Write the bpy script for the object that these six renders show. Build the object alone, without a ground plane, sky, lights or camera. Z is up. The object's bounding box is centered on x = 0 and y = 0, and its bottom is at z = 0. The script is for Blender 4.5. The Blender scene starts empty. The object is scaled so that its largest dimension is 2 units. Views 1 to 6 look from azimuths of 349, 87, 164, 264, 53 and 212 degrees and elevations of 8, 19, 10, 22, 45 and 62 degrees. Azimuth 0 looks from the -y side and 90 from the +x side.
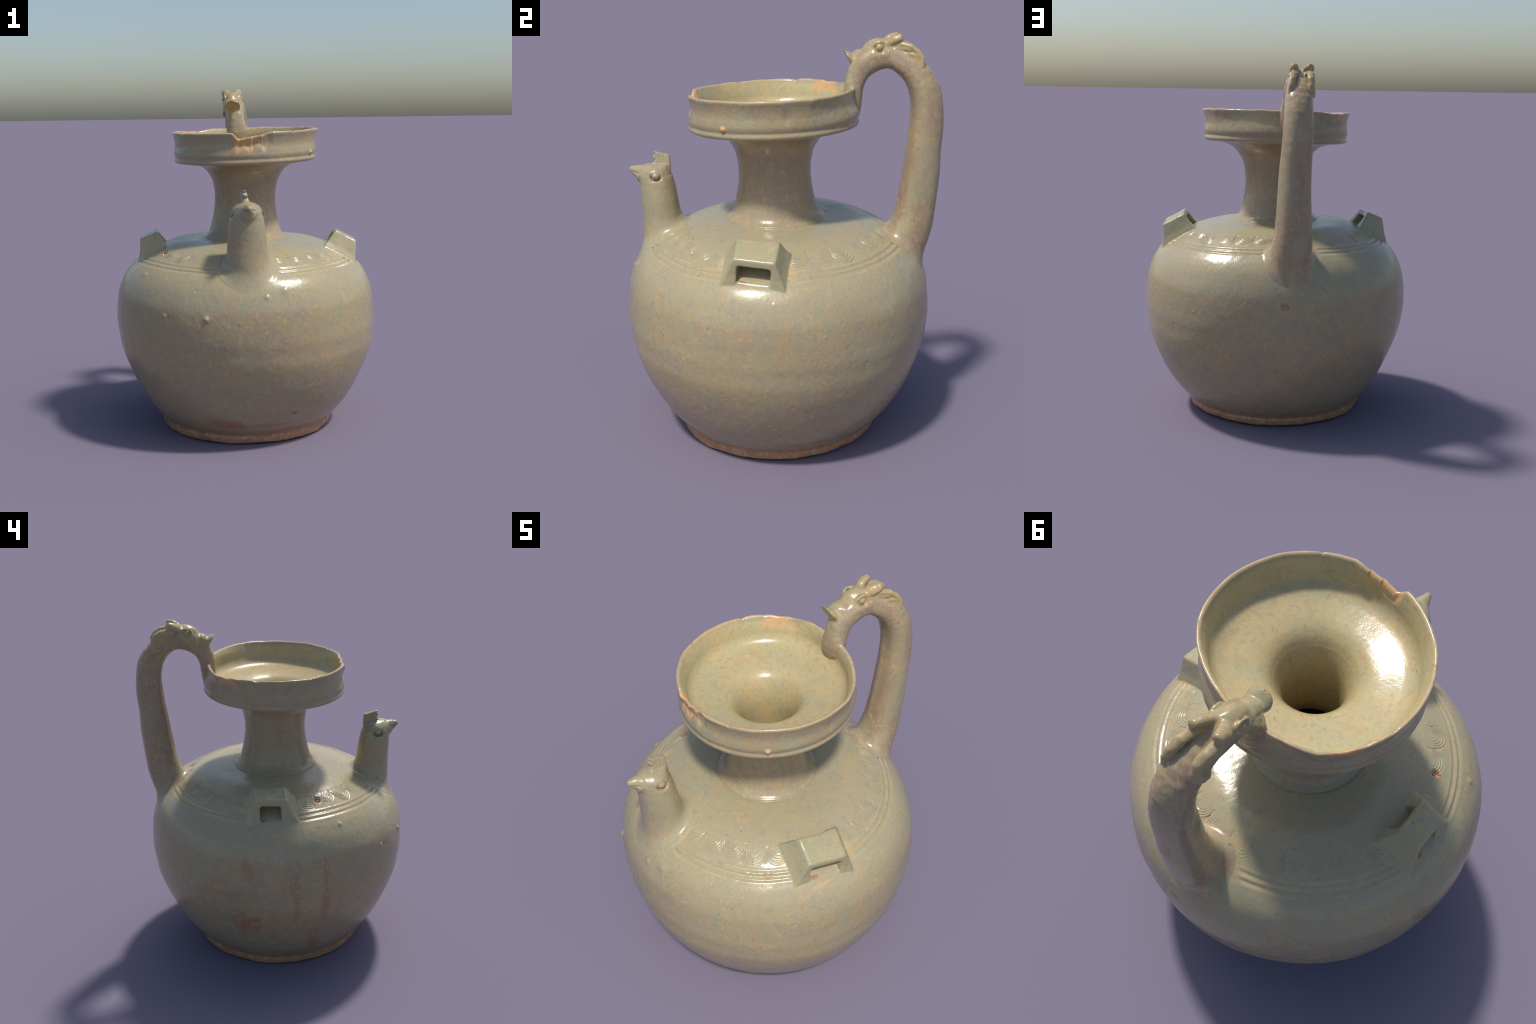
# Celadon chicken-head ewer: thrown body, neck and dish mouth (lathe with
# hand-made irregularities), modelled spout, handle, dragon head and lugs
# (smoothly blended solids, surface extracted from their distance field).
import bpy, math
import numpy as np

rng = np.random.default_rng(7)

# ------------------------------------------------------------------ helpers
def hash3(i, j, k, seed):
    n = (i * 374761393 + j * 668265263 + k * 1274126177 + seed * 974711) & 0xFFFFFFFF
    n = ((n ^ (n >> 13)) * 1103515245) & 0xFFFFFFFF
    n = (n ^ (n >> 16)) & 0xFFFFFFFF
    return n.astype(np.float64) / 0xFFFFFFFF * 2.0 - 1.0

def noise(p, scale, seed=0):
    """smooth value noise, -1..1"""
    q = p * scale
    b = np.floor(q).astype(np.int64)
    f = q - b
    f = f * f * (3 - 2 * f)
    out = np.zeros(p.shape[:-1])
    for dx in (0, 1):
        wx = f[..., 0] if dx else 1 - f[..., 0]
        for dy in (0, 1):
            wy = f[..., 1] if dy else 1 - f[..., 1]
            for dz in (0, 1):
                wz = f[..., 2] if dz else 1 - f[..., 2]
                out += wx * wy * wz * hash3(b[..., 0] + dx, b[..., 1] + dy, b[..., 2] + dz, seed)
    return out

def sstep(a, b, x):
    t = np.clip((x - a) / (b - a), 0, 1)
    return t * t * (3 - 2 * t)

def catmull(pts, step):
    """centripetal-like resampling of a control polyline"""
    P = np.array(pts, float)
    P = np.vstack([2 * P[0] - P[1], P, 2 * P[-1] - P[-2]])
    out = []
    for i in range(1, len(P) - 2):
        p0, p1, p2, p3 = P[i - 1], P[i], P[i + 1], P[i + 2]
        t0 = 0.0
        t1 = t0 + max(np.linalg.norm(p1 - p0), 1e-6) ** .5
        t2 = t1 + max(np.linalg.norm(p2 - p1), 1e-6) ** .5
        t3 = t2 + max(np.linalg.norm(p3 - p2), 1e-6) ** .5
        n = max(2, int(math.ceil(np.linalg.norm(p2 - p1) / step)))
        for t in np.linspace(t1, t2, n, endpoint=False):
            a1 = (t1 - t) / (t1 - t0) * p0 + (t - t0) / (t1 - t0) * p1
            a2 = (t2 - t) / (t2 - t1) * p1 + (t - t1) / (t2 - t1) * p2
            a3 = (t3 - t) / (t3 - t2) * p2 + (t - t2) / (t3 - t2) * p3
            b1 = (t2 - t) / (t2 - t0) * a1 + (t - t0) / (t2 - t0) * a2
            b2 = (t3 - t) / (t3 - t1) * a2 + (t - t1) / (t3 - t1) * a3
            out.append((t2 - t) / (t2 - t1) * b1 + (t - t1) / (t2 - t1) * b2)
    out.append(P[-2])
    return np.array(out)

def smooth_normals(V, F):
    a, b, c, d = (V[F[:, i]] for i in range(4))
    n = np.cross(c - a, d - b)
    N = np.zeros_like(V)
    for i in range(4):
        for k in range(3):
            N[:, k] += np.bincount(F[:, i], weights=n[:, k], minlength=len(V))
    return N / np.maximum(np.linalg.norm(N, axis=1, keepdims=True), 1e-12)

def make_object(name, V, F, N, mat, parent):
    """quad mesh object that keeps only the vertices its faces use"""
    used = np.unique(F)
    remap = np.full(len(V), -1, np.int64)
    remap[used] = np.arange(len(used))
    v, f, n = V[used], remap[F], N[used]
    me = bpy.data.meshes.new(name)
    me.vertices.add(len(v))
    me.vertices.foreach_set("co", v.astype(np.float32).ravel())
    me.loops.add(f.size)
    me.loops.foreach_set("vertex_index", f.astype(np.int32).ravel())
    me.polygons.add(len(f))
    me.polygons.foreach_set("loop_start", np.arange(0, f.size, 4, dtype=np.int32))
    me.polygons.foreach_set("loop_total", np.full(len(f), 4, np.int32))
    me.update(calc_edges=True)
    me.polygons.foreach_set("use_smooth", np.ones(len(f), bool))
    me.normals_split_custom_set_from_vertices(n.astype(np.float32))
    me.materials.append(mat)
    ob = bpy.data.objects.new(name, me)
    bpy.context.scene.collection.objects.link(ob)
    ob.parent = parent
    return ob

# ------------------------------------------------------------------ the thrown vessel
AX, AY = 0.004, -0.022                # turning axis of the body
CX, CY = 0.008, -0.027                # the mouth sits a little off it
TILT_X, TILT_Y = 0.024, 0.020         # the dish mouth leans

FOOT = [(0.0, .014), (.25, .014), (.42, .012), (.452, .004), (.47, .0), (.494, .001), (.508, .009),
        (.511, .022), (.5115, .036), (.509, .047), (.511, .056)]
BODY = [(.511, .056), (.522, .068), (.545, .090), (.567, .117), (.594, .150), (.6265, .200), (.6555, .252),
        (.6825, .309), (.700, .350), (.7285, .430), (.7475, .500), (.757, .560), (.766, .620), (.768, .670),
        (.767, .715), (.764, .752), (.757, .802), (.747, .836), (.732, .870), (.716, .898), (.692, .930),
        (.668, .956), (.636, .982), (.598, 1.006), (.550, 1.035), (.490, 1.065), (.420, 1.089),
        (.350, 1.103), (.290, 1.110), (.252, 1.113)]
NECK = [(.252, 1.113), (.2475, 1.1145), (.244, 1.120), (.232, 1.127), (.215, 1.147), (.203, 1.183), (.193, 1.225),
        (.184, 1.275), (.179, 1.330), (.180, 1.375), (.185, 1.415), (.194, 1.453), (.209, 1.483),
        (.229, 1.511), (.260, 1.536), (.300, 1.552)]
MOUTH = [(.300, 1.552), (.350, 1.560), (.392, 1.562), (.406, 1.566), (.4125, 1.572), (.4140, 1.581), (.4115, 1.588),
         (.410, 1.595), (.413, 1.604), (.4165, 1.618), (.416, 1.640), (.414, 1.662), (.4155, 1.688), (.4205, 1.712),
         (.425, 1.726), (.4265, 1.735), (.4235, 1.7415), (.417, 1.7425), (.4105, 1.738), (.405, 1.727),
         (.396, 1.705), (.388, 1.680), (.380, 1.655), (.367, 1.635), (.350, 1.621), (.325, 1.611),
         (.290, 1.603), (.255, 1.596), (.225, 1.589), (.195, 1.578), (.168, 1.558), (.146, 1.527)]
INNER_NECK = [(.146, 1.527), (.131, 1.492), (.119, 1.452), (.112, 1.395), (.109, 1.32), (.109, 1.25), (.113, 1.190), (.128, 1.125)]
INNER_BODY = [(.128, 1.125), (.16, 1.085), (.28, 1.068), (.45, 1.020), (.58, .945), (.68, .82), (.715, .66), (.69, .46),
              (.61, .25), (.50, .10), (.40, .065), (.2, .06), (0.0, .06)]

sections = [("foot_ring", FOOT, .006), ("body", BODY, .0062), ("neck", NECK, .007), ("dish_mouth", MOUTH, .0042),
            ("dish_mouth", INNER_NECK, .012), ("body", INNER_BODY, .04)]
rows, labels = [], []
for name, pts, step in sections:
    r = catmull(pts, step)
    if name == "body" and pts is BODY:       # denser rows where the shoulder is incised
        keep = []
        for a, b in zip(r[:-1], r[1:]):
            keep.append(a)
            if .46 < a[0] < .65 and a[1] > .95:
                keep += [a + (b - a) / 3, a + (b - a) * 2 / 3]
        keep.append(r[-1])
        r = np.array(keep)
    r[:, 0] = np.maximum(r[:, 0], 0.0015)
    if rows:
        r = r[1:]
    rows.append(r)
    labels += [name] * (len(r) if len(rows) > 1 else len(r))
prof = np.vstack(rows)
row_label = np.array(labels)
NR, NA = len(prof), 1260
outer_rows = sum(len(r) for r in rows[:3])
rim_row = int(np.argmax(prof[:, 1]))
th = np.arange(NA) / NA * 2 * np.pi
R = np.repeat(prof[:, 0:1], NA, 1)
Z = np.repeat(prof[:, 1:2], NA, 1)
TH = np.repeat(th[None], NR, 0)
is_out = (np.arange(NR) <= rim_row)[:, None]

# unit profile normals
tang = np.gradient(prof, axis=0)
nrm = np.stack([tang[:, 1], -tang[:, 0]], 1)
nrm /= np.linalg.norm(nrm, axis=1, keepdims=True)

def angdiff(a, b):
    return (a - b + np.pi) % (2 * np.pi) - np.pi

C0 = np.stack([R * np.cos(TH), R * np.sin(TH), Z], -1)
disp = np.zeros_like(R)
ATT = [(-.096, -.60, 1.0, .26), (.08, .64, .98, .28), (.59, -.145, 1.02, .24), (-.56, .075, 1.03, .24)]
calm = np.ones_like(R)               # attachments sit on an even surface
for ax, ay, az, ar in ATT:
    d = np.sqrt((C0[..., 0] + AX - ax) ** 2 + (C0[..., 1] + AY - ay) ** 2 + (C0[..., 2] - az) ** 2)
    calm *= sstep(ar * .6, ar, d)
calm_in = np.ones_like(R)
for ax, ay, az, ar in ATT:
    d = np.sqrt((C0[..., 0] + AX - ax) ** 2 + (C0[..., 1] + AY - ay) ** 2 + (C0[..., 2] - az) ** 2)
    calm_in *= sstep(ar * .50, ar * .68, d)
on_body = (((row_label == "body")[:, None]) & is_out).astype(float)
on_out = is_out.astype(float)
lump = noise(C0, 3.2, 1) * .0040 + noise(C0, 9, 2) * .0014
disp += lump * calm * (.25 + .75 * on_body)
fine = noise(C0, 45, 3) * .00045 + noise(C0, 110, 4) * .00022
disp += fine * on_out * (.3 + .7 * calm)
# wheel marks: faint rings that wander up and down
wob = Z + .010 * np.sin(TH * 2 + 1.0) + .006 * noise(C0, 3, 5)
disp += on_body * calm * sstep(.1, .2, Z) * sstep(.95, .8, Z) * (
    (.5 + .5 * noise(C0, 2.5, 14)) * (.00011 * np.sin(wob * 61) + .00004 * np.sin(wob * 113 + 1)))
# trimming edge: a slight step on the lower wall
disp += on_body * .0011 * sstep(.425, .365, Z - .045 * np.sin(TH - .3) + .012 * noise(C0, 5, 6)) * -1 * sstep(.1, .3, Z)
disp += on_body * .0003 * sstep(.51, .46, Z - .02 * np.sin(TH + 1.2)) * -1 * sstep(.1, .3, Z)
# foot: uneven cut edge
foot_m = sstep(.075, .03, Z) * on_out
disp += foot_m * (noise(C0, 7, 8) * .004 + noise(C0, 24, 9) * .0022)

# incised shoulder band
sh = on_body * sstep(.955, .985, Z)
rr = R + .004 * noise(C0, 4, 10)
def groove(x, w):
    return np.exp(-(x / w) ** 2)
line_fade = np.ones_like(R)
disp += sh * calm_in * (-.0040) * (.6 + .4 * sstep(-.5, .4, noise(C0, 6, 61))) * (groove(rr - .602, .0068) + .9 * groove(rr - .628, .0065))
disp += sh * calm_in * .0020 * (groove(rr - .6150, .0060) + .6 * groove(rr - .641, .007) + .7 * groove(rr - .590, .006))
disp += sh * calm_in * .0009 * groove(rr - .478, .005) * sstep(-.2, .4, noise(C0, 5, 63))
# combed swags: four shallow lines hanging between upright strokes
n_comb = 29
band = slice(*(len(rows[0]) + np.searchsorted(rows[1][:, 1], [.99, 1.085])))
pitch = 2 * np.pi / n_comb
for i in range(n_comb):
    tc = (i + .5) * pitch + rng.uniform(-.015, .015)
    half = .058 * rng.uniform(.92, 1.12)
    deep = .066 * rng.uniform(.85, 1.12)
    amp = .0017 * rng.uniform(.55, 1.15)
    skew = rng.uniform(-.25, .35)
    top = .503 + rng.uniform(-.007, .007)
    da = angdiff(TH[band], tc)
    y = R[band] - top
    x = da * .53 - skew * y
    worn = sstep(-.7, .2, noise(C0[band], 12, 62) + .25)
    e = np.sqrt((x / half) ** 2 + (np.maximum(y, 0) / deep) ** 2) + np.maximum(-y, 0) * 60
    lines = np.cos((e - 1.0) * 2 * np.pi / .185)
    win = sstep(.28, .44, e) * sstep(1.12, 1.0, e) * sstep(-.004, .014, y) * worn
    stroke = groove(x - half * .98 - 1.5 * (y - .02) ** 2 * np.sign(skew + .01) * 3, .0055) * sstep(-.022, -.008, y) * sstep(.056, .036, y) * worn
    disp[band] += sh[band] * calm_in[band] * (win * amp * (-lines - .3) - rng.uniform(.0012, .0034) * stroke)
# neck root ring
disp += on_out * (-.0025) * groove(np.hypot(R - .2495, (Z - 1.114)), .004)

# grit, blisters, pits
BASE = len(rows[0])
ZROW = rows[1][:, 1]
def place(az_deg, z, width, height, hollow=0.0, sharp=2.0):
    a = math.radians(az_deg)
    rad = float(np.interp(z, [p[1] for p in BODY], [p[0] for p in BODY]))
    c = np.array([rad * math.cos(a), rad * math.sin(a), z])
    rr0, rr1 = np.searchsorted(ZROW, [z - width * 3, z + width * 3])
    c0 = int(((a % (2 * np.pi)) / (2 * np.pi)) * NA)
    m = int(width * 3 / (rad * 2 * np.pi / NA)) + 2
    cols = np.arange(c0 - m, c0 + m) % NA
    ix = np.ix_(np.arange(BASE + rr0, BASE + rr1), cols)
    d = np.sqrt(((C0[ix] - c) ** 2).sum(-1))
    disp[ix] += height * np.exp(-(d / width) ** sharp) - hollow * np.exp(-(d / (width * .55)) ** 2)
place(-75.7, .191, .0150, -.016, sharp=4)
place(-116.1, .767, .014, .010)
place(-135.5, .765, .012, .006)
place(-133.5, .757, .008, -.006)
place(-155.7, .945, .012, .007)
place(-91.2, .875, .013, .006)
place(-83, .905, .022, .006)
place(-92.7, .385, .008, -.005)
place(-160.8, 1.047, .018, -.014, sharp=4)
place(-161, 1.047, .030, .003)
place(-36.8, .999, .012, .006, .004)
place(78.6, .747, .018, -.002, sharp=4)
for _ in range(150):
    az = rng.uniform(-180, 180)
    z = rng.uniform(.12, .97)
    s = rng.uniform(.004, .0085)
    place(az, z, s, rng.choice([-.0014, .0014, .0018, -.0022]) * s / .006)

# out of round: flatter below the spout and to its right, fuller low on the right, leaner low on the left
def out_of_round(az, z):
    lobe = lambda c, w: np.exp(-(angdiff(az, math.radians(c)) / math.radians(w)) ** 2)
    zone = lambda a, b, c, d: sstep(a, b, z) * sstep(d, c, z)
    f = -.011 * lobe(-42, 62) * zone(.48, .68, .82, .96) - .006 * lobe(-62, 45) * zone(.60, .74, .86, .97)
    f = f + .005 * lobe(-25, 60) * zone(.06, .34, .46, .70) - .005 * lobe(175, 75) * zone(.03, .22, .30, .58)
    return f
form = out_of_round(TH, Z) * on_body - .008 * np.exp(-(angdiff(TH, math.radians(25)) / math.radians(65)) ** 2) * sstep(.30, .08, Z) * on_out
R2 = R + form + disp * nrm[:, 0:1]
Z2 = Z + disp * nrm[:, 1:2]
Z2 += .016 * np.exp(-(angdiff(TH, math.radians(118)) / math.radians(92)) ** 2) * on_body * sstep(.82, .93, Z) * sstep(.28, .45, R)
Z2 += .008 * np.exp(-(angdiff(TH, math.radians(35)) / math.radians(60)) ** 2) * sstep(.07, .0, Z) * on_out
Z2 = np.where(Z < .003, np.maximum(Z2, 0.0), Z2)

# chipped, worn rim of the dish mouth
dish = ((row_label == "dish_mouth")[:, None]) * sstep(1.545, 1.60, Z)
deg = np.degrees(TH)
deg = np.where(deg > 180, deg - 360, deg)
chip_a = np.interp(deg, [-112, -109.5, -106, -104, -97, -92, -87, -82, -79], [0, .002, .030, .033, .024, .019, .015, .003, 0])
chip_b = np.interp(deg, [112, 117, 124, 128, 135, 140, 145, 150], [0, .004, .011, .007, .010, .004, .005, 0])
nicks = .006 * groove(deg - 160, 2.2) + .0035 * groove(deg + 158, 2) + .003 * groove(deg - 20, 3) + .004 * groove(deg + 60, 1.3)
low = chip_a + chip_b + nicks + .0022 * noise(np.stack([np.cos(TH) * 5, np.sin(TH) * 5, TH * 0], -1), 1.3, 12)
up = sstep(1.65, 1.742, Z)
Z2 -= dish * low * up
out_side = is_out.astype(float)
scal = np.interp(deg, [-107, -104, -99, -95, -94, -90, -86.5, -86, -82, -78], [0, 1, .9, .55, 1.0, .9, .5, 1.0, .7, 0])
edge = 1.652 + .014 * np.sin((deg + 104) * .55)
R2 -= dish * (out_side + (1 - out_side) * sstep(1.69, 1.733, Z)) * .0125 * scal * sstep(edge - .018, edge + .034, Z)
sc_b = np.interp(deg, [118, 124, 140, 147], [0, 1, .8, 0])
R2 += dish * (1 - out_side) * .003 * sc_b * sstep(1.67, 1.72, Z)
pinch = np.interp(deg, [20, 30, 42, 54, 65, 80, 95, 105, 113, 122], [0, .009, .020, .029, .034, .036, .032, .024, .012, 0])
slim = np.interp(deg, [-180, -140, -100, -70, -40, -10, 145, 180], [.007, .010, .012, .008, .003, 0, 0, .007])
R2 -= dish * slim * sstep(1.58, 1.68, Z)
R2 -= dish * pinch * (.06 + .94 * sstep(1.61, 1.735, Z))
R2 += dish * .0018 * noise(np.stack([np.cos(TH) * 2, np.sin(TH) * 2, Z * 6], -1), 2.0, 13)
# dimple and grit on the mouth wall
aa = angdiff(TH, math.atan2(-.276 + .027, .343 - .008))
R2 += dish * out_side * .012 * np.exp(-((aa * .42) ** 2 + (Z - 1.612) ** 2) / .011 ** 2)
aa = angdiff(TH, math.radians(5))
R2 -= dish * out_side * .004 * np.exp(-((aa * .42 / .02) ** 2 + ((Z - 1.66) / .03) ** 2))

# axis drift and lean
k = sstep(1.1, 1.6, Z2)
X = AX + (CX - AX) * k + R2 * np.cos(TH)
sag = np.interp(Z2, [0, .08, .25, .42, .58, .72], [.001, .003, .007, .007, .004, 0])
Y = AY + (CY - AY) * k + sag + R2 * np.sin(TH)
lean = sstep(1.48, 1.58, Z)
Z3 = Z2 + lean * (TILT_X * (X - CX) + TILT_Y * (Y - CY))
V = np.stack([X, Y, Z3], -1).reshape(-1, 3)
i = np.arange(NR - 1)[:, None] * NA
j = np.arange(NA)[None]
jn = (j + 1) % NA
F = np.stack([i + j, i + jn, i + NA + jn, i + NA + j], -1).reshape(-1, 4)
Fl = np.repeat(row_label[1:], NA)
Nv = smooth_normals(V, F)

# ------------------------------------------------------------------ distance-field modelling
def smin(a, b, k):
    h = np.clip(.5 + .5 * (b - a) / k, 0, 1)
    return b + (a - b) * h - k * h * (1 - h)

def smax(a, b, k):
    return -smin(-a, -b, k)

def ball(p, c, r):
    """ellipsoid"""
    r = np.array(r, float) * np.ones(3)
    q = (p - np.array(c)) / r
    l = np.sqrt((q ** 2).sum(-1))
    return (l - 1) * r.min() * .5 + (l - 1) * np.sqrt(((p - np.array(c)) ** 2).sum(-1)) / np.maximum(l, 1e-3) * .5

def tube(p, spine, t, w, lateral, cap=1.0, power=2.0):
    """swept ellipse: half thickness t in the bending plane, w along `lateral`"""
    S = np.array(spine, float)
    Ls = np.array(lateral, float) * np.ones((len(S), 1))
    t, w = np.array(t, float), np.array(w, float)
    best = np.full(p.shape[:-1], 1e9)
    out = np.full(p.shape[:-1], 1e9)
    for a in range(len(S) - 1):
        d = S[a + 1] - S[a]
        ln = np.linalg.norm(d)
        d = d / ln
        L = Ls[a] + Ls[a + 1]
        Lp = L - (L @ d) * d
        Lp /= np.linalg.norm(Lp)
        n = np.cross(d, Lp)
        rel = p - S[a]
        u0 = rel @ d
        u = np.clip(u0, 0, ln)
        c = u0 - u
        aa, bb = rel @ n, rel @ Lp
        dist = aa * aa + bb * bb + c * c
        f = u / ln
        tt = t[a] + (t[a + 1] - t[a]) * f
        ww = w[a] + (w[a + 1] - w[a]) * f
        q2 = (aa / tt) ** 2 + (bb / ww) ** 2
        if power != 2.0:
            q2 = (np.abs(aa / tt) ** power + np.abs(bb / ww) ** power) ** (2 / power)
        q = np.sqrt(q2 + (c / (cap * np.minimum(tt, ww))) ** 2)
        val = (q - 1) * np.maximum(np.sqrt(dist), 1e-4) / np.maximum(q, 1e-3)
        m = dist < best
        best = np.where(m, dist, best)
        out = np.where(m, val, out)
    return out

def dense(sections, n):
    """resample rows of (x,y,z,t,w)"""
    A = np.array(sections, float)
    r = catmull(A, 1e9)       # 2 per span
    s = np.concatenate([[0], np.cumsum(np.linalg.norm(np.diff(r[:, :3], axis=0), axis=1))])
    u = np.linspace(0, s[-1], n)
    return np.stack([np.interp(u, s, r[:, c]) for c in range(r.shape[1])], 1)

def sweep(p, sections, n, lateral, cap=1.0):
    A = dense(sections, n)
    return tube(p, A[:, :3], A[:, 3], A[:, 4], lateral, cap)

BODYCURVE = np.vstack([rows[1], ])[::4]
def raised(p, r):
    az = np.arctan2(p[..., 1] - AY, p[..., 0] - AX)
    return .016 * np.exp(-(angdiff(az, math.radians(118)) / math.radians(92)) ** 2) * sstep(.82, .93, p[..., 2]) * sstep(.28, .45, r)

def body_field(p, inset=.0018):
    r = np.hypot(p[..., 0] - AX, p[..., 1] - AY)
    z = p[..., 2] - raised(p, r)
    r = r - out_of_round(np.arctan2(p[..., 1] - AY, p[..., 0] - AX), z)
    best = np.full(r.shape, 1e9)
    sgn = np.ones(r.shape)
    B = BODYCURVE[BODYCURVE[:, 1] > .6]
    for a, b in zip(B[:-1], B[1:]):
        d = b - a
        l2 = d @ d
        u = np.clip(((r - a[0]) * d[0] + (z - a[1]) * d[1]) / l2, 0, 1)
        er, ez = r - a[0] - u * d[0], z - a[1] - u * d[1]
        dd = er * er + ez * ez
        m = dd < best
        best = np.where(m, dd, best)
        sgn = np.where(m, np.sign(er * d[1] - ez * d[0]), sgn)
    return sgn * np.sqrt(best) + inset

def mouth_field(p, inset=.0015):
    """wall of the dish mouth as a thin shell"""
    z = p[..., 2] - TILT_X * (p[..., 0] - CX) - TILT_Y * (p[..., 1] - CY)
    r = np.hypot(p[..., 0] - CX, p[..., 1] - CY)
    az = np.degrees(np.arctan2(p[..., 1] - CY, p[..., 0] - CX))
    r = r + np.interp(az, [20, 30, 42, 54, 65, 80, 95, 105, 113, 122], [0, .009, .020, .029, .034, .036, .032, .024, .012, 0]) * (.06 + .94 * sstep(1.61, 1.735, z))
    mid = [(.30, 1.580), (.37, 1.594), (.396, 1.62), (.402, 1.65), (.406, 1.68), (.411, 1.712), (.4155, 1.730)]
    best = np.full(r.shape, 1e9)
    for a, b in zip(mid[:-1], mid[1:]):
        a, b = np.array(a), np.array(b)
        d = b - a
        u = np.clip(((r - a[0]) * d[0] + (z - a[1]) * d[1]) / (d @ d), 0, 1)
        best = np.minimum(best, np.hypot(r - a[0] - u * d[0], z - a[1] - u * d[1]))
    return best - .0085 + inset

def extract(field, lo, hi, h, keep=None):
    """surface nets on a regular grid -> V, F, N"""
    lo, hi = np.array(lo, float), np.array(hi, float)
    n = np.ceil((hi - lo) / h).astype(int) + 1
    ax = [lo[c] + h * np.arange(n[c]) for c in range(3)]
    G = np.empty(tuple(n))
    chunk = max(1, int(400000 / (n[1] * n[2])))
    for s in range(0, n[0], chunk):
        g = np.stack(np.meshgrid(ax[0][s:s + chunk], ax[1], ax[2], indexing="ij"), -1)
        G[s:s + chunk] = field(g)
    inside = G < 0
    cs = np.zeros(tuple(n - 1), int)
    corners = [(a, b, c) for a in (0, 1) for b in (0, 1) for c in (0, 1)]
    sl = lambda o: tuple(slice(o[c], n[c] - 1 + o[c]) for c in range(3))
    for o in corners:
        cs += inside[sl(o)]
    cell = np.argwhere((cs > 0) & (cs < 8))
    idx = np.full(tuple(n - 1), -1, np.int64)
    idx[tuple(cell.T)] = np.arange(len(cell))
    acc = np.zeros((len(cell), 3))
    cnt = np.zeros(len(cell))
    for o in corners:
        for c in range(3):
            if o[c]:
                continue
            o2 = list(o)
            o2[c] = 1
            va = G[tuple((cell + o).T)]
            vb = G[tuple((cell + o2).T)]
            m = (va < 0) != (vb < 0)
            t = np.where(m, va / np.where(m, va - vb, 1), 0)
            pos = np.tile(np.array(o, float), (len(cell), 1))
            pos[:, c] = t
            acc += pos * m[:, None]
            cnt += m
    Vv = lo + h * (cell + acc / cnt[:, None])
    quads = []
    for c in range(3):
        a, b = (c + 1) % 3, (c + 2) % 3
        s0 = [slice(1, n[q] - 1) for q in range(3)]
        s1 = [slice(1, n[q] - 1) for q in range(3)]
        s0[c], s1[c] = slice(0, n[c] - 1), slice(1, n[c])
        A, B = inside[tuple(s0)], inside[tuple(s1)]
        e = np.argwhere(A != B)
        flip = B[tuple(e.T)]
        e = e + 1
        e[:, c] -= 1
        da = np.zeros(3, int); da[a] = 1
        db = np.zeros(3, int); db[b] = 1
        q = np.stack([idx[tuple((e - da - db).T)], idx[tuple((e - db).T)], idx[tuple(e.T)], idx[tuple((e - da).T)]], 1)
        q[flip] = q[flip][:, ::-1]
        quads.append(q)
    Q = np.vstack(quads)
    Q = Q[(Q >= 0).all(1)]
    # relax a little, staying on the surface
    e = np.vstack([Q[:, [0, 1]], Q[:, [1, 2]], Q[:, [2, 3]], Q[:, [3, 0]]])
    e = np.vstack([e, e[:, ::-1]])
    deg_ = np.maximum(np.bincount(e[:, 0], minlength=len(Vv)), 1)
    for _ in range(2):
        avg = np.stack([np.bincount(e[:, 0], weights=Vv[e[:, 1], c], minlength=len(Vv)) for c in range(3)], 1) / deg_[:, None]
        Vv = Vv * .5 + avg * .5
    Nn = smooth_normals(Vv, Q)
    if keep is not None:
        k = keep(Vv)
        Q = Q[k[Q].any(1)]
    return Vv, Q, Nn

def split(name_of_face, V_, F_, N_, mats, parents):
    out = {}
    for nm in dict.fromkeys(name_of_face):
        m = name_of_face == nm
        base = nm.split(".")[0]
        out[nm] = make_object(base, V_, F_[m], N_, mats[base], parents(nm, out))
    return out

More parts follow.
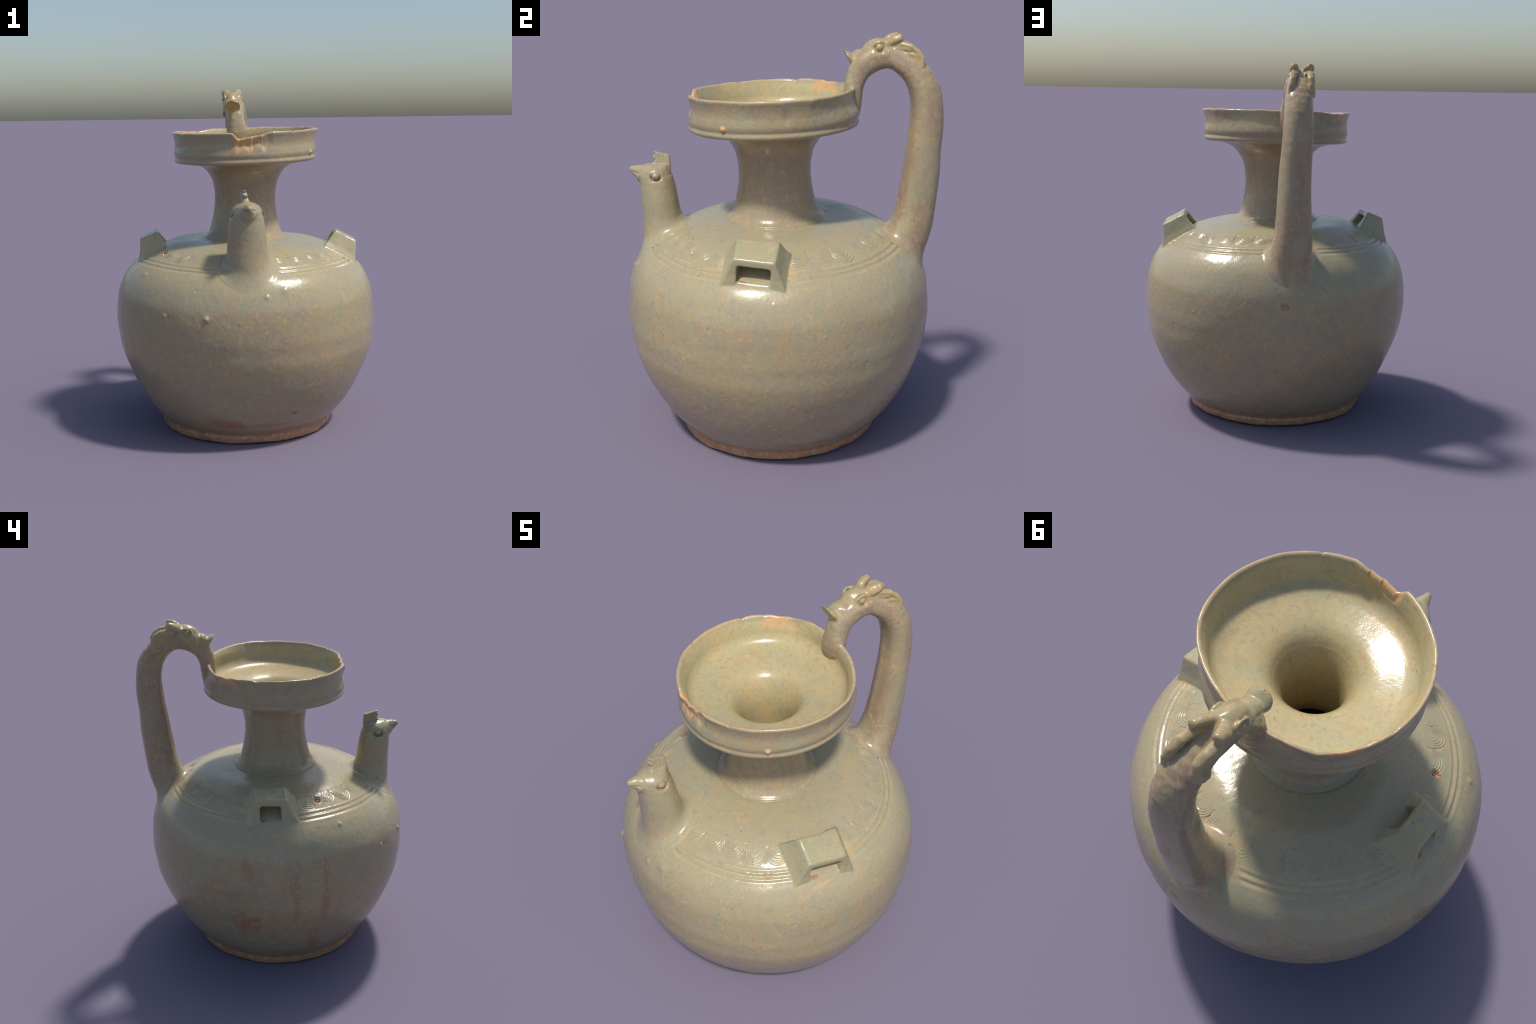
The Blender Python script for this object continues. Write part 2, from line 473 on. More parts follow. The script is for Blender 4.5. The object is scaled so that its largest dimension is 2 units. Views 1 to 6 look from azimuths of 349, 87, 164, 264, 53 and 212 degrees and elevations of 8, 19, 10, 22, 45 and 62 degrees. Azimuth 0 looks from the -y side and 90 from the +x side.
# ------------------------------------------------------------------ materials
def glaze_material(name, tint=(1, 1, 1), fleck=1.0, clay_spots=(), extra=None, brown=0.0, plane_clay=None):
    mat = bpy.data.materials.new(name)
    mat.use_nodes = True
    nt = mat.node_tree
    N, L = nt.nodes, nt.links
    N.clear()
    outp = N.new("ShaderNodeOutputMaterial")
    bsdf = N.new("ShaderNodeBsdfPrincipled")
    L.new(bsdf.outputs[0], outp.inputs[0])
    tc = N.new("ShaderNodeTexCoord")
    P = tc.outputs["Object"]
    sep = N.new("ShaderNodeSeparateXYZ")
    L.new(P, sep.inputs[0])

    def math_(op, a, b=None, c=None, clamp=False):
        n = N.new("ShaderNodeMath")
        n.operation = op
        n.use_clamp = clamp
        for s, v in zip(n.inputs, (a, b, c)):
            if v is None:
                continue
            if isinstance(v, (int, float)):
                s.default_value = v
            else:
                L.new(v, s)
        return n.outputs[0]

    def ramp(x, a, b, lo=0.0, hi=1.0):
        n = N.new("ShaderNodeMapRange")
        n.interpolation_type = 'SMOOTHSTEP'
        L.new(x, n.inputs[0])
        n.inputs[1].default_value, n.inputs[2].default_value = a, b
        n.inputs[3].default_value, n.inputs[4].default_value = lo, hi
        return n.outputs[0]

    def tex(scale, detail=3, rough=.55, stretch=(1, 1, 1), off=(0, 0, 0), dist=0.0):
        m = N.new("ShaderNodeMapping")
        L.new(P, m.inputs[0])
        m.inputs["Scale"].default_value = stretch
        m.inputs["Location"].default_value = off
        n = N.new("ShaderNodeTexNoise")
        L.new(m.outputs[0], n.inputs["Vector"])
        n.inputs["Scale"].default_value = scale
        n.inputs["Detail"].default_value = detail
        n.inputs["Roughness"].default_value = rough
        n.inputs["Distortion"].default_value = dist
        return n.outputs[0]

    def mix(f, a, b, mode='MIX'):
        n = N.new("ShaderNodeMix")
        n.data_type = 'RGBA'
        n.blend_type = mode
        for s, v in ((n.inputs[0], f), (n.inputs[6], a), (n.inputs[7], b)):
            if isinstance(v, (int, float)):
                s.default_value = v
            elif isinstance(v, tuple):
                s.default_value = (*v, 1) if len(v) == 3 else v
            else:
                L.new(v, s)
        return n.outputs[2]

    def spot(c, r, wobble=.5, wscale=20, soft=.35):
        s = N.new("ShaderNodeVectorMath"); s.operation = 'SUBTRACT'
        L.new(P, s.inputs[0]); s.inputs[1].default_value = c
        d = N.new("ShaderNodeVectorMath"); d.operation = 'DIVIDE'
        L.new(s.outputs[0], d.inputs[0]); d.inputs[1].default_value = r if isinstance(r, tuple) else (r, r, r)
        l = N.new("ShaderNodeVectorMath"); l.operation = 'LENGTH'
        L.new(d.outputs[0], l.inputs[0])
        nz = math_('MULTIPLY', math_('SUBTRACT', tex(wscale, 3, .6), .5), wobble * 2)
        return ramp(math_('ADD', l.outputs["Value"], nz), 1 + soft * .5, 1 - soft * .5)

    big = tex(2.3, 3, .5)
    mid = tex(7.5, 4, .6, off=(3, 1, 2))
    mot = tex(26, 4, .6, off=(1, 5, 2))
    green, tan_, grey = (.300, .298, .205), (.330, .275, .172), (.285, .262, .188)
    col = mix(ramp(big, .40, .62), green, grey)
    col = mix(math_('MULTIPLY', ramp(mid, .42, .60), .85), col, tan_)
    # glaze lies thicker and greener on the shoulder
    zz = math_('ADD', sep.outputs[2], math_('MULTIPLY', math_('SUBTRACT', tex(5, 3, .6, off=(7, 0, 0)), .5), .35))
    shoulder = math_('MULTIPLY', ramp(zz, .76, .90), ramp(sep.outputs[2], 1.14, 1.10))
    col = mix(math_('MULTIPLY', shoulder, .55), col, (.325, .335, .235))
    low = ramp(zz, .44, .34)
    col = mix(math_('MULTIPLY', low, .60), col, (.275, .240, .190))
    if brown:
        col = mix(math_('MULTIPLY', ramp(tex(9, 4, .6, stretch=(1.4, 1.4, .25)), .38, .60), brown), col, (.285, .212, .155))
    if extra:
        col = extra(locals(), col)
    # mottling, buff flecks, iron specks
    col = mix(math_('MULTIPLY', ramp(mot, .47, .66), .58), col, (.370, .300, .175))
    col = mix(math_('MULTIPLY', ramp(mot, .47, .33), .42), col, (.245, .238, .190))
    dense_ = math_('MULTIPLY', math_('MULTIPLY', ramp(tex(5, 2, .5, off=(2, 2, 9)), .36, .60), ramp(zz, .30, .44, .35, 1.0)), fleck)
    fl = math_('MULTIPLY', ramp(tex(62, 2, .5, stretch=(1, 1, .8)), .56, .70), dense_)
    col = mix(math_('MULTIPLY', fl, .85), col, (.47, .335, .170))
    fl2 = math_('MULTIPLY', ramp(tex(46, 2, .5, off=(4, 8, 1)), .66, .76), math_('MULTIPLY', dense_, 1.5))
    col = mix(math_('MULTIPLY', fl2, .62), col, (.43, .225, .105))
    fl3 = ramp(tex(42, 2, .5, off=(14, 3, 6)), .715, .76)
    col = mix(math_('MULTIPLY', fl3, .45), col, (.13, .085, .06))
    clay = (.47, .255, .135)
    for c, r, strength, colr in clay_spots:
        col = mix(math_('MULTIPLY', spot(c, r), strength), col, colr or clay)
    if plane_clay:
        nrm_, off_, colr = plane_clay
        d = N.new("ShaderNodeVectorMath"); d.operation = 'DOT_PRODUCT'
        L.new(P, d.inputs[0]); d.inputs[1].default_value = nrm_
        col = mix(ramp(d.outputs["Value"], off_ - .003, off_ + .002), col, colr)
    grain = tex(75, 5, .65, off=(6, 2, 4))
    col = mix(math_('MULTIPLY', ramp(grain, .44, .66), .35), col, (.40, .325, .19))
    col = mix(math_('MULTIPLY', ramp(grain, .48, .32), .35), col, (.255, .238, .20))
    col = mix(1.0, col, tuple(a * b for a, b in zip(tint, (1.12, 1.04, .945))), 'MULTIPLY')
    L.new(col, bsdf.inputs["Base Color"])
    rg = ramp(mid, .3, .7, .16, .28)
    L.new(rg, bsdf.inputs["Roughness"])
    bsdf.inputs["IOR"].default_value = 1.5
    bmp = N.new("ShaderNodeBump")
    bmp.inputs["Strength"].default_value = .12
    bmp.inputs["Distance"].default_value = .004
    L.new(math_('ADD', tex(60, 3, .5), math_('MULTIPLY', tex(180, 2, .5), .5)), bmp.inputs["Height"])
    L.new(bmp.outputs[0], bsdf.inputs["Normal"])
    return mat

RUST = (.30, .135, .075)
def body_extra(e, col):
    """rust-stained flank, bare clay above the foot"""
    mix, ramp, spot, tex, math_ = e['mix'], e['ramp'], e['spot'], e['tex'], e['math_']
    sep = e['sep']
    # bare reddish clay showing irregularly just above the foot
    edge = math_('ADD', sep.outputs[2], math_('MULTIPLY', math_('SUBTRACT', tex(4, 4, .65, off=(5, 1, 0), stretch=(1, 1, .4)), .5), .22))
    col = mix(math_('MULTIPLY', ramp(edge, .110, .075), .70), col, (.36, .205, .130))
    # glaze runs thin and pale on the ridges of the shoulder band
    rx = math_('SUBTRACT', sep.outputs[0], AX)
    ry = math_('SUBTRACT', sep.outputs[1], AY)
    rad = math_('SQRT', math_('ADD', math_('MULTIPLY', rx, rx), math_('MULTIPLY', ry, ry)))
    rad = math_('ADD', rad, math_('MULTIPLY', math_('SUBTRACT', tex(4, 2, .5), .5), .012))
    wear = math_('MULTIPLY', ramp(tex(11, 3, .6, off=(2, 7, 7)), .36, .58), ramp(sep.outputs[2], .95, .98))
    for r0 in (.590, .615, .641):
        d = math_('ABSOLUTE', math_('SUBTRACT', rad, r0))
        col = mix(math_('MULTIPLY', math_('MULTIPLY', ramp(d, .008, .001), wear), .6), col, (.46, .385, .225))
    flank = ramp(sep.outputs[0], -.45, -.66)
    flank = math_('MULTIPLY', flank, ramp(sep.outputs[2], .86, .72))
    streak = ramp(tex(9, 4, .65, stretch=(1, 1, .22), off=(0, 9, 0)), .50, .66)
    col = mix(math_('MULTIPLY', math_('MULTIPLY', streak, flank), .40), col, (.31, .175, .115))
    for c, r, s in [((-.70, .20, .39), (.12, .045, .075), .7), ((-.65, .27, .40), (.1, .05, .07), .6),
                    ((-.75, -.035, .60), (.1, .022, .17), .6), ((-.735, -.20, .55), (.1, .022, .22), .65),
                    ((-.62, -.15, .22), (.1, .03, .13), .55), ((-.715, .23, .74), (.1, .03, .08), .45),
                    ((-.76, .02, .68), (.1, .03, .09), .4)]:
        col = mix(math_('MULTIPLY', spot(c, r, .9, 14, .8), s), col, RUST)
    return col

def foot_extra(e, col):
    mix, ramp, tex = e['mix'], e['ramp'], e['tex']
    c2 = mix(ramp(tex(8, 4, .6), .4, .62), (.38, .170, .098), (.30, .135, .082))
    c2 = mix(ramp(tex(30, 3, .6), .55, .7), c2, (.44, .29, .19))
    return mix(ramp(tex(6, 3, .6, off=(3, 3, 3)), .72, .78), c2, (.33, .27, .19))

ORANGE = (.60, .350, .165)
def mouth_extra(e, col):
    """worn rim, chipped edges, yellower pool inside the dish"""
    mix, ramp, spot, tex, math_ = e['mix'], e['ramp'], e['spot'], e['tex'], e['math_']
    sep = e['sep']
    x, y, z = sep.outputs
    zr = math_('SUBTRACT', math_('SUBTRACT', z, math_('MULTIPLY', math_('SUBTRACT', x, CX), TILT_X)),
               math_('MULTIPLY', math_('SUBTRACT', y, CY), TILT_Y))
    rr_ = math_('SQRT', math_('ADD', math_('POWER', math_('SUBTRACT', x, CX), 2.0), math_('POWER', math_('SUBTRACT', y, CY), 2.0)))
    inside = math_('MAXIMUM', math_('MULTIPLY', ramp(rr_, .408, .396), ramp(zr, 1.556, 1.566)), ramp(rr_, .235, .215))
    yel = mix(ramp(tex(8, 4, .6, off=(1, 1, 7)), .4, .62), (.47, .405, .215), (.40, .395, .235))
    col = mix(math_('MULTIPLY', inside, .85), col, yel)
    rim = math_('MULTIPLY', ramp(zr, 1.7335, 1.7400), ramp(tex(9, 3, .6, off=(3, 6, 2)), .30, .55, .45, 1.0))
    col = mix(math_('MULTIPLY', rim, .8), col, (.50, .375, .22))
    for c, r, s in [((-.092, -.435, 1.685), (.042, .05, .058), 1.0), ((-.045, -.445, 1.675), (.038, .05, .058), .95),
                    ((.02, -.440, 1.70), (.050, .05, .034), .6),
                    ((-.270, .255, 1.722), (.060, .060, .026), .85), ((-.30, .215, 1.695), (.035, .035, .035), .5),
                    ((.343, -.276, 1.620), (.016, .016, .014), .95), ((-.22, .30, 1.70), (.03, .03, .02), .5)]:
        col = mix(math_('MULTIPLY', spot(c, r, .7, 22, .5), s), col, ORANGE)
    return col

SX_ = -.092                                # middle of the spout
PALE_CLAY = (.30, .225, .125)
# oblique cut across the dragon's muzzle, left as bare clay
CUT_N = np.array([0, -.885, -.465])
CUT_D = float(CUT_N @ np.array([0, .326, 1.897]))
mats = {
    "foot_ring": glaze_material("red_clay_foot", extra=foot_extra),
    "body": glaze_material("celadon_body_glaze", extra=body_extra,
        clay_spots=[((.157, -.624, .191), .017, .9, (.16, .075, .045)), ((-.50, -.195, 1.047), .020, .85, (.30, .13, .07)),
                    ((-.331, -.706, .775), (.014, .014, .012), .8, (.52, .40, .24)), ((-.22, -.575, .135), (.12, .06, .035), .8, (.30, .155, .115)),
                    ((.154, .726, .747), (.022, .03, .018), .8, (.29, .16, .115)), ((.03, -.60, .13), (.10, .06, .018), .6, (.30, .15, .11))] + [(c, r, .55, (.47, .37, .21)) for c, r in [((.50, -.295, 1.03), (.05, .022, .05)), ((.60, .01, 1.01), (.05, .022, .05)), ((.655, -.165, .945), (.012, .11, .016)), ((-.52, .225, 1.04), (.05, .018, .04)), ((-.53, -.085, 1.04), (.04, .018, .04)), ((.02, -.66, .955), (.03, .05, .02)), ((-.01, .50, 1.05), (.025, .06, .03)), ((.20, .56, .985), (.025, .06, .03))]]),
    "neck": glaze_material("celadon_neck_glaze", brown=.45),
    "dish_mouth": glaze_material("celadon_mouth_glaze", extra=mouth_extra),
    "spout": glaze_material("celadon_spout_glaze",
        clay_spots=[((SX_ + .068, -.612, 1.308), (.022, .026, .0075), .8, (.34, .15, .075)), ((SX_ - .068, -.612, 1.300), (.022, .026, .0075), .5, (.30, .15, .085)),
                    ((SX_ + .06, -.535, 1.145), (.018, .014, .030), .55, None), ((SX_ + .035, -.69, 1.06), (.016, .016, .022), .6, None),
                    ((SX_ - .10, -.60, 1.04), (.02, .014, .014), .7, (.36, .13, .06))]),
    "handle": glaze_material("celadon_handle_glaze", brown=.9),
    "dragon_head": glaze_material("celadon_dragon_glaze", tint=(1.06, 1.03, .92)),
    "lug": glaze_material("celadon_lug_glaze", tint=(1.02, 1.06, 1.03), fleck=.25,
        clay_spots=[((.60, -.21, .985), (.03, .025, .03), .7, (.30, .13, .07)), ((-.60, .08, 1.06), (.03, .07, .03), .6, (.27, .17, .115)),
                    ((-.61, .125, .99), (.014, .014, .014), .8, (.10, .07, .055)), ((.545, -.14, 1.04), (.06, .07, .05), .6, (.16, .12, .085)),  # last spot here and the next: tunnel shadow painted dark into the lug colour
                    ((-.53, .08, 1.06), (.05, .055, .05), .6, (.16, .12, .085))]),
}
for nm, base in [("beak", "spout"), ("comb", "spout"), ("eye", "spout"), ("ear", "dragon_head"), ("mane", "dragon_head"),
                 ("snout", "dragon_head"), ("dragon_eye", "dragon_head")]:
    mats[nm] = mats[base]
mats["snout"] = glaze_material("celadon_snout_glaze", tint=(1.06, 1.03, .92), plane_clay=(tuple(CUT_N), CUT_D - .004, PALE_CLAY))
mats["eye"] = glaze_material("celadon_eye_glaze")

# ------------------------------------------------------------------ the object tree
top = bpy.data.objects.new("ceramic_ewer", None)
bpy.context.scene.collection.objects.link(top)
top["label"] = "grey-green celadon ewer with chicken-head spout and dragon handle"
top["category"] = "ceramic ewer"

split(Fl, V, F, Nv, mats, lambda nm, o: top)

# ------------------------------------------------------------------ spout: a chicken's head and neck
SX = -.092
SPOUT = [(SX + .012, -.566, .90, .128, .144), (SX + .008, -.580, 1.00, .116, .128), (SX + .004, -.595, 1.10, .099, .112), (SX + .003, -.602, 1.18, .0925, .1045),
         (SX, -.609, 1.25, .0885, .0965), (SX, -.613, 1.30, .0825, .088), (SX, -.610, 1.330, .0770, .077), (SX, -.603, 1.352, .0660, .064), (SX, -.597, 1.368, .0550, .050)]
LAT = (1, 0, 0)
BEAK = [(SX, -.640, 1.318, .052, .054), (SX - .001, -.676, 1.324, .048, .047), (SX - .002, -.684, 1.326, .0425, .0410), (SX - .003, -.691, 1.328, .0440, .0420),
        (SX - .004, -.698, 1.332, .0365, .0350), (SX - .006, -.713, 1.338, .0310, .0270), (SX - .008, -.734, 1.345, .0185, .0155)]

def comb_field(p):
    """upright slab with a notched front and grooved cheeks, leaning slightly"""
    x, y, z = p[..., 0] - (SX - .002), p[..., 1], p[..., 2]
    xs = x + (z - 1.37) * .20
    half = .0175 - (z - 1.37) * .06
    half = half - .0032 * np.maximum(0, np.cos((y + .590) * 2 * np.pi / .020)) * sstep(-.560, -.574, y) * sstep(1.380, 1.400, z)
    front = -.624 + .0055 * np.sin((z - 1.384) * 2 * np.pi / .030)
    ends = np.maximum(front - y, y + .541 + (z - 1.37) * .04)
    d = smax(np.abs(xs) - half, ends, .008)
    return smax(d, np.maximum(z - (1.4135 - (y + .545) * .27), 1.335 - z), .004)

def spout_parts(p):
    neck_ = sweep(p, SPOUT, 24, LAT)
    neck_ = smax(neck_, p[..., 2] - 1.372 - (p[..., 1] + .58) * .10, .030)
    beak_ = tube(p, [b[:3] for b in BEAK], [b[3] for b in BEAK], [b[4] for b in BEAK], LAT)
    m = p.copy()
    m[..., 0] = np.abs(p[..., 0] - SX + .003)
    slit = tube(m, [(.036, -.696, 1.329), (.0245, -.714, 1.333), (.012, -.744, 1.339)], [.0030] * 3, [.0055] * 3, (1, 0, 0))
    beak_ = smax(beak_, -slit, .004)
    comb_ = comb_field(p)
    eyes, sock, brow = [], [], []
    for s, ez in ((1, 1.322), (-1, 1.314)):
        c = np.array([SX + s * .0675, -.614, ez])
        eyes.append(ball(p, c, (.0170, .0200, .0160)))
        sock.append(ball(p, c + [s * .010, 0, -.005], (.020, .030, .0205)))
        brow.append(tube(p, [c + [-s * .002, .030, .006], c + [-s * .008, .004, .022], c + [-s * .004, -.030, .010]], [.005, .007, .005], [.005, .007, .005], (s, 0, 0)))
    return neck_, beak_, comb_, eyes, sock, brow

def spout_field(p):
    n_, b_, c_, eyes, sock, brow = spout_parts(p)
    n_ = n_ + .0016 * noise(p, 14, 21) + .0005 * noise(p, 40, 22)
    f = smin(n_, b_, .022)
    for b in brow:
        f = smin(f, b, .010)
    for s in sock:
        f = smax(f, -s, .006)
    for e in eyes:
        f = smin(f, e, .003)
    f = smin(f, c_, .005)
    f = smin(f, body_field(p), .055)
    # slip collar smoothed round the foot of the neck
    ring = np.hypot(p[..., 0] - SX - .008, (p[..., 1] + .590) * .93) - .158 - .008 * noise(p, 7, 64)
    return f - .0046 * np.exp(-(ring / .012) ** 2) * sstep(1.16, 1.08, p[..., 2]) * sstep(.92, .99, p[..., 2]) * (.6 + .4 * noise(p, 9, 65))

Vs, Fs, Ns = extract(spout_field, (-.30, -.80, .78), (.11, -.36, 1.45), .0042, keep=lambda v: body_field(v, 0) > -.001)
ctr = Vs[Fs].mean(1)
n_, b_, c_, eyes, sock, brow = spout_parts(ctr)
fl = np.full(len(Fs), "spout", object)
fl[(b_ < n_ - .001) & (ctr[:, 1] < -.682)] = "beak"
fl[(c_ < n_) & (ctr[:, 2] > 1.366)] = "comb"
fl[(eyes[0] < .0015) & (ctr[:, 0] > SX)] = "eye"
fl[(eyes[1] < .0015) & (ctr[:, 0] < SX)] = "eye.001"
order = ["spout", "beak", "comb", "eye", "eye.001"]
srt = np.argsort([order.index(x) for x in fl], kind="stable")
split(fl[srt], Vs, Fs[srt], Ns, mats, lambda nm, o: top if nm == "spout" else o["spout"])

# ------------------------------------------------------------------ handle
HK = .20
def hx(y):
    return HK * (y - .36)
LATH = np.array([1, -HK, 0]) / math.hypot(1, HK)
HANDLE = [(.087, .567, .90, .120, .124), (.090, .612, .99, .112, .111), (.093, .645, 1.07, .102, .100), (.096, .662, 1.15, .0945, .091),
          (.098, .675, 1.24, .0905, .086), (.099, .686, 1.34, .0870, .082), (.098, .696, 1.45, .0815, .079), (.095, .705, 1.55, .0775, .0765),
          (.091, .706, 1.64, .0750, .0755), (.086, .693, 1.730, .0735, .0740), (.076, .657, 1.806, .068, .072), (.061, .606, 1.855, .062, .067),
          (.044, .549, 1.886, .057, .062), (.032, .486, 1.889, .060, .058), (.027, .423, 1.864, .062, .055), (.026, .380, 1.815, .0535, .054),
          (.028, .358, 1.748, .0460, .056), (.029, .355, 1.700, .045, .059), (.029, .362, 1.660, .035, .056), (.029, .369, 1.620, .018, .046)]
# the grip turns a little between the belly and the head
def lateral_at(z, y):
    k = sstep(1.45, 1.80, z) * sstep(.74, .60, y) + sstep(1.80, 1.86, z) * sstep(.60, .74, y)
    k = np.minimum(k, 1)
    return np.stack([np.ones_like(z), .20 * (1 - k), np.zeros_like(z)], -1)

def head_local(p):
    """bring the points into the head's own frame (X across, Y along, Z up)"""
    xc = np.interp(p[..., 1], [.28, .32, .47, .573, .67, .75], [-.010, -.004, .0205, .034, .066, .09])
    return np.stack([p[..., 0] - xc, p[..., 1], p[..., 2]], -1)

def dragon_parts(p):
    q = head_local(p)
    m = q.copy()
    m[..., 0] = np.abs(m[..., 0])                     # left and right alike
    skull = ball(q, (0, .478, 1.912), (.051, .078, .063))
    cheek = ball(m, (.030, .445, 1.890), (.028, .040, .032))
    mz = [(0, .445, 1.900), (0, .418, 1.896), (0, .404, 1.895), (0, .392, 1.891), (0, .380, 1.884), (0, .366, 1.880),
          (0, .350, 1.877), (0, .316, 1.878)]
    muzzle = tube(q, mz, [.042, .036, .0290, .0345, .0290, .0275, .030, .044], [.046, .044, .0410, .0455, .0410, .0425, .047, .055], (1, 0, 0))
    muzzle = smax(muzzle, q @ CUT_N - CUT_D, .004)
    lip = tube(m, [(.0, .372, 1.908), (.020, .370, 1.904), (.034, .376, 1.893)], [.008, .009, .006], [.008, .009, .006], (0, 1, 0))
    muzzle = smin(muzzle, lip, .010)
    eye = ball(m, (.0475, .474, 1.934), (.0155, .0165, .0165))
    sock = ball(m, (.060, .474, 1.933), (.017, .0245, .0235))
    a = np.linspace(0, 2 * np.pi, 13)
    ring = tube(m, [(.047, .474 + .030 * math.cos(t), 1.932 + .027 * math.sin(t)) for t in a], [.0075] * 13, [.0075] * 13, (1, 0, 0))
    ear = tube(m, [(.024, .506, 1.954), (.034, .528, 1.964), (.042, .552, 1.974), (.047, .573, 1.982)],
               [.014, .0195, .0205, .0170], [.019, .026, .0265, .0205], (.80, 0, -.6), cap=.4)
    edge = [(.032, .540, 1.942), (.044, .580, 1.947), (.047, .618, 1.938), (.050, .648, 1.914), (.055, .664, 1.882),
            (.059, .664, 1.852), (.059, .650, 1.834), (.058, .634, 1.835), (.057, .624, 1.848)]
    mane = tube(m, edge, [.012, .014, .015, .017, .0185, .0175, .0155, .013, .010], [.018, .021, .021, .020, .017, .0155, .014, .013, .011], (1, 0, 0))
    blade = tube(m, [(.044, .550, 1.928), (.050, .598, 1.915), (.053, .634, 1.886), (.055, .645, 1.862)], [.016, .027, .028, .018],
                 [.012, .0105, .0095, .008], (1, 0, 0))
    hair = 1e9
    for (y0, z0), (y1, z1) in [((.552, 1.932), (.620, 1.922)), ((.575, 1.910), (.650, 1.896)), ((.612, 1.890), (.668, 1.868))]:
        hair = np.minimum(hair, tube(m, [(.052, y0, z0), (.062, (y0 + y1) / 2, (z0 + z1) / 2 + .002), (.061, y1 - .008, z1)], [.006, .008, .007], [.006, .0065, .006], (1, 0, 0)))
    mane = smin(smin(mane, blade, .010), hair, .006)
    return q, skull, cheek, muzzle, eye, sock, ring, ear, mane

def dragon_union(p, f):
    q, skull, cheek, muzzle, eye, sock, ring, ear, mane = dragon_parts(p)
    f = smin(f, skull, .018)
    f = smin(f, cheek, .015)
    f = smin(f, muzzle, .010)
    f = smin(f, ring, .007)
    f = smax(f, -sock, .005)
    f = smin(f, eye, .003)
    f = smin(f, mane, .006)
    return smin(f, ear, .012)

HD = dense(HANDLE, 44)
RIB = []
for a in range(6, 34):
    d = HD[a + 1, :3] - HD[a - 1, :3]
    d /= np.linalg.norm(d)
    nn = np.cross(d, LATH)
    nn = nn if nn[1] < 0 or nn[2] < 0 and a > 24 else -nn
    RIB.append((*(HD[a, :3] + nn * (HD[a, 3] - .020)), .021, .021))
def handle_raw(p):
    f = tube(p, HD[:, :3], HD[:, 3], HD[:, 4], lateral_at(HD[:, 2], HD[:, 1]), power=2.4)
    return f

def handle_field(p):
    f = handle_raw(p) + .0024 * noise(p, 9, 31) + .0006 * noise(p, 38, 32)
    z = p[..., 2]
    # pinched seam along the inner side of the grip
    inner = tube(p, RIB_S, RIB_T, RIB_W, LATH)
    f = smin(f, inner, .012)
    if p[..., 2].max() > 1.78 :
        m = z > 1.76
        if m.any():
            f = f.copy()
            f[m] = dragon_union(p[m], f[m]) + .0016 * noise(p[m], 30, 33) + .0012 * noise(p[m], 58, 34)
    f = smin(f, body_field(p), .050)
    m = (z > 1.5) & (p[..., 1] < .52)
    if m.any():
        f[m] = smin(f[m], mouth_field(p[m]), .026)
    return f
RIBA = np.array(RIB)
# keep the rib just proud of the inner face, fading out towards the neck of the dragon
grow = np.interp(RIBA[:, 2], [1.15, 1.25, 1.60, 1.72], [0, 1, 1, 0])
RIB_S = RIBA[:, :3]
RIB_T = .012 + .012 * grow
RIB_W = .010 + .006 * grow

def keep_handle(v):
    k = body_field(v, 0) > -.001
    near = (v[:, 2] < 1.80) & (v[:, 1] < .52)
    k[near] &= mouth_field(v[near], 0) > -.0008
    return k

lo_h, hi_h = (-.08, .26, .76), (.24, .83, 1.60)
VH, FH, NH = extract(handle_field, (-.08, .28, .76), (.25, .83, 2.03), .0042, keep=keep_handle)
ctr = VH[FH].mean(1)
q, skull, cheek, muzzle, eye, sock, ring, ear, mane = dragon_parts(ctr)
hr = handle_raw(ctr)
fl = np.full(len(FH), "handle", object)
hi = ctr[:, 2] > 1.80
fl[hi & (np.minimum(np.minimum(skull, cheek), ring) < hr + .002) & (q[:, 1] < .56)] = "dragon_head"
fl[hi & (muzzle < np.minimum(skull, hr)) & (q[:, 1] < .412)] = "snout"
side = q[:, 0] > 0
for s, suf in ((side, ""), (~side, ".001")):
    fl[hi & s & (mane < hr - .001) & (mane < .004) & (q[:, 1] > .53)] = "mane" + suf
    fl[hi & s & (ear < np.minimum(mane, skull)) & (ear < .004)] = "ear" + suf
    fl[hi & s & (eye < .0015)] = "eye" + suf
order = ["handle", "dragon_head", "snout", "mane", "mane.001", "ear", "ear.001", "eye", "eye.001"]
srt = np.argsort([order.index(x) for x in fl], kind="stable")
hm = dict(mats)
hm["eye"] = mats["dragon_eye"]
split(fl[srt], VH, FH[srt], NH, hm, lambda nm, o: top if nm in ("handle", "dragon_head") else o["dragon_head"])

# ------------------------------------------------------------------ the two square lugs
def plane(a, b, c, inside):
    a, b, c = (np.array(x, float) for x in (a, b, c))
    n = np.cross(b - a, c - a)
    n /= np.linalg.norm(n)
    if n @ (np.array(inside) - a) > 0:
        n = -n
    return n, n @ a

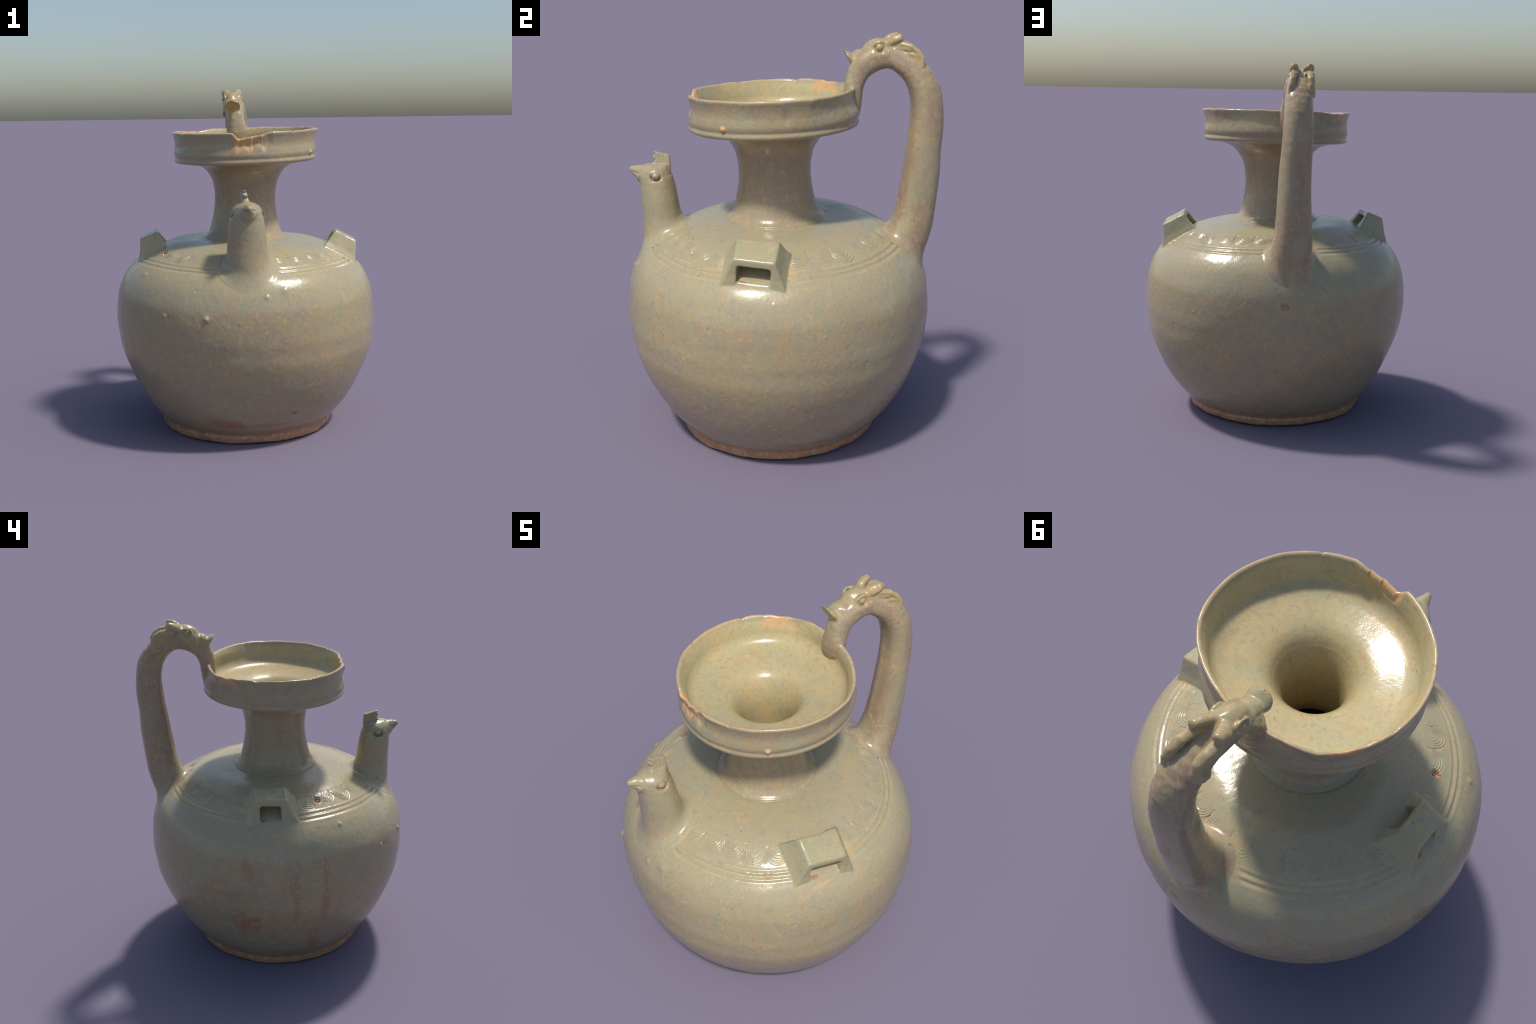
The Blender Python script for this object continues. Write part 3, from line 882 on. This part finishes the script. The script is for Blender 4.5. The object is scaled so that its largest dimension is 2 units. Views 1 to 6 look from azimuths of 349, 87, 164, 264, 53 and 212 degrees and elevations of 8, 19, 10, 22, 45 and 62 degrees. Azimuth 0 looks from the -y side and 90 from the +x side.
def lug(ti0, ti1, to1, to0, bo0, bo1, bi0, bi1, wall_top, half_slot, seed):
    """bridge with slanting legs and a tunnel; corners: t/b top/base, i/o towards neck/outward"""
    cs = np.array([ti0, ti1, to1, to0, bo0, bo1, bi0, bi1])
    mid = cs.mean(0)
    top_ = plane((np.array(ti0) + ti1) / 2, to1, to0, mid)
    s0 = plane(ti0, to0, (np.array(bo0) + bi0) / 2, mid)
    s1 = plane(ti1, to1, (np.array(bo1) + bi1) / 2, mid)
    po = plane(to0, to1, (np.array(bo0) + bo1) / 2, mid)
    pi_ = plane(ti0, ti1, (np.array(bi0) + bi1) / 2, mid)
    across = np.array(ti1) - np.array(ti0)
    across /= np.linalg.norm(across)
    inward = np.array(bo0) + bo1 - np.array(bi0) - bi1
    inward /= np.linalg.norm(inward)
    def field(p):
        wv = .0022 * noise(p, 16, seed) + .0006 * noise(p, 50, seed + 1)
        P_ = lambda pl: p @ pl[0] - pl[1]
        a = (p - (np.array(ti0) + ti1) / 2) @ across
        dip = .006 * np.exp(-(a / .05) ** 2)
        f = smax(P_(top_), P_(s0), .009)
        f = smax(f, P_(s1), .009)
        f = smax(f, P_(po), .009)
        f = smax(f, P_(pi_) + dip, .008) + wv
        hole = smax(P_(top_) + wall_top + wv * 2, np.abs(a) - half_slot + wv * 1.5, .018)
        # the feet of the legs splay out a little
        bf = body_field(p, 0)
        lip = tube(p, [np.array(bo0) * (1 - t) + np.array(bo1) * t - inward * .012 for t in (.22, .5, .78)], [.011] * 3, [.014] * 3, (0, 0, 1))
        flare = .010 * sstep(.04, .0, bf)
        f = f - flare * .45
        f = smin(smax(f, -hole, .010), lip, .006)
        return smin(f, body_field(p), .007)
    lo, hi = cs.min(0) - .06, cs.max(0) + .04
    return extract(field, lo, hi, .0034, keep=lambda v: body_field(v, 0) > -.001)

lugs = [
    lug((.512, -.222, 1.163), (.549, -.033, 1.146), (.673, -.067, 1.083), (.622, -.249, 1.096), (.596, -.307, .969),
        (.680, -.018, .952), (.446, -.264, 1.078), (.494, .006, 1.076), .033, .076, 41),
    lug((-.521, -.015, 1.158), (-.508, .163, 1.160), (-.604, .158, 1.122), (-.618, -.007, 1.117), (-.640, -.070, .970),
        (-.598, .214, .990), (-.476, -.062, 1.086), (-.455, .196, 1.085), .034, .058, 51),
]
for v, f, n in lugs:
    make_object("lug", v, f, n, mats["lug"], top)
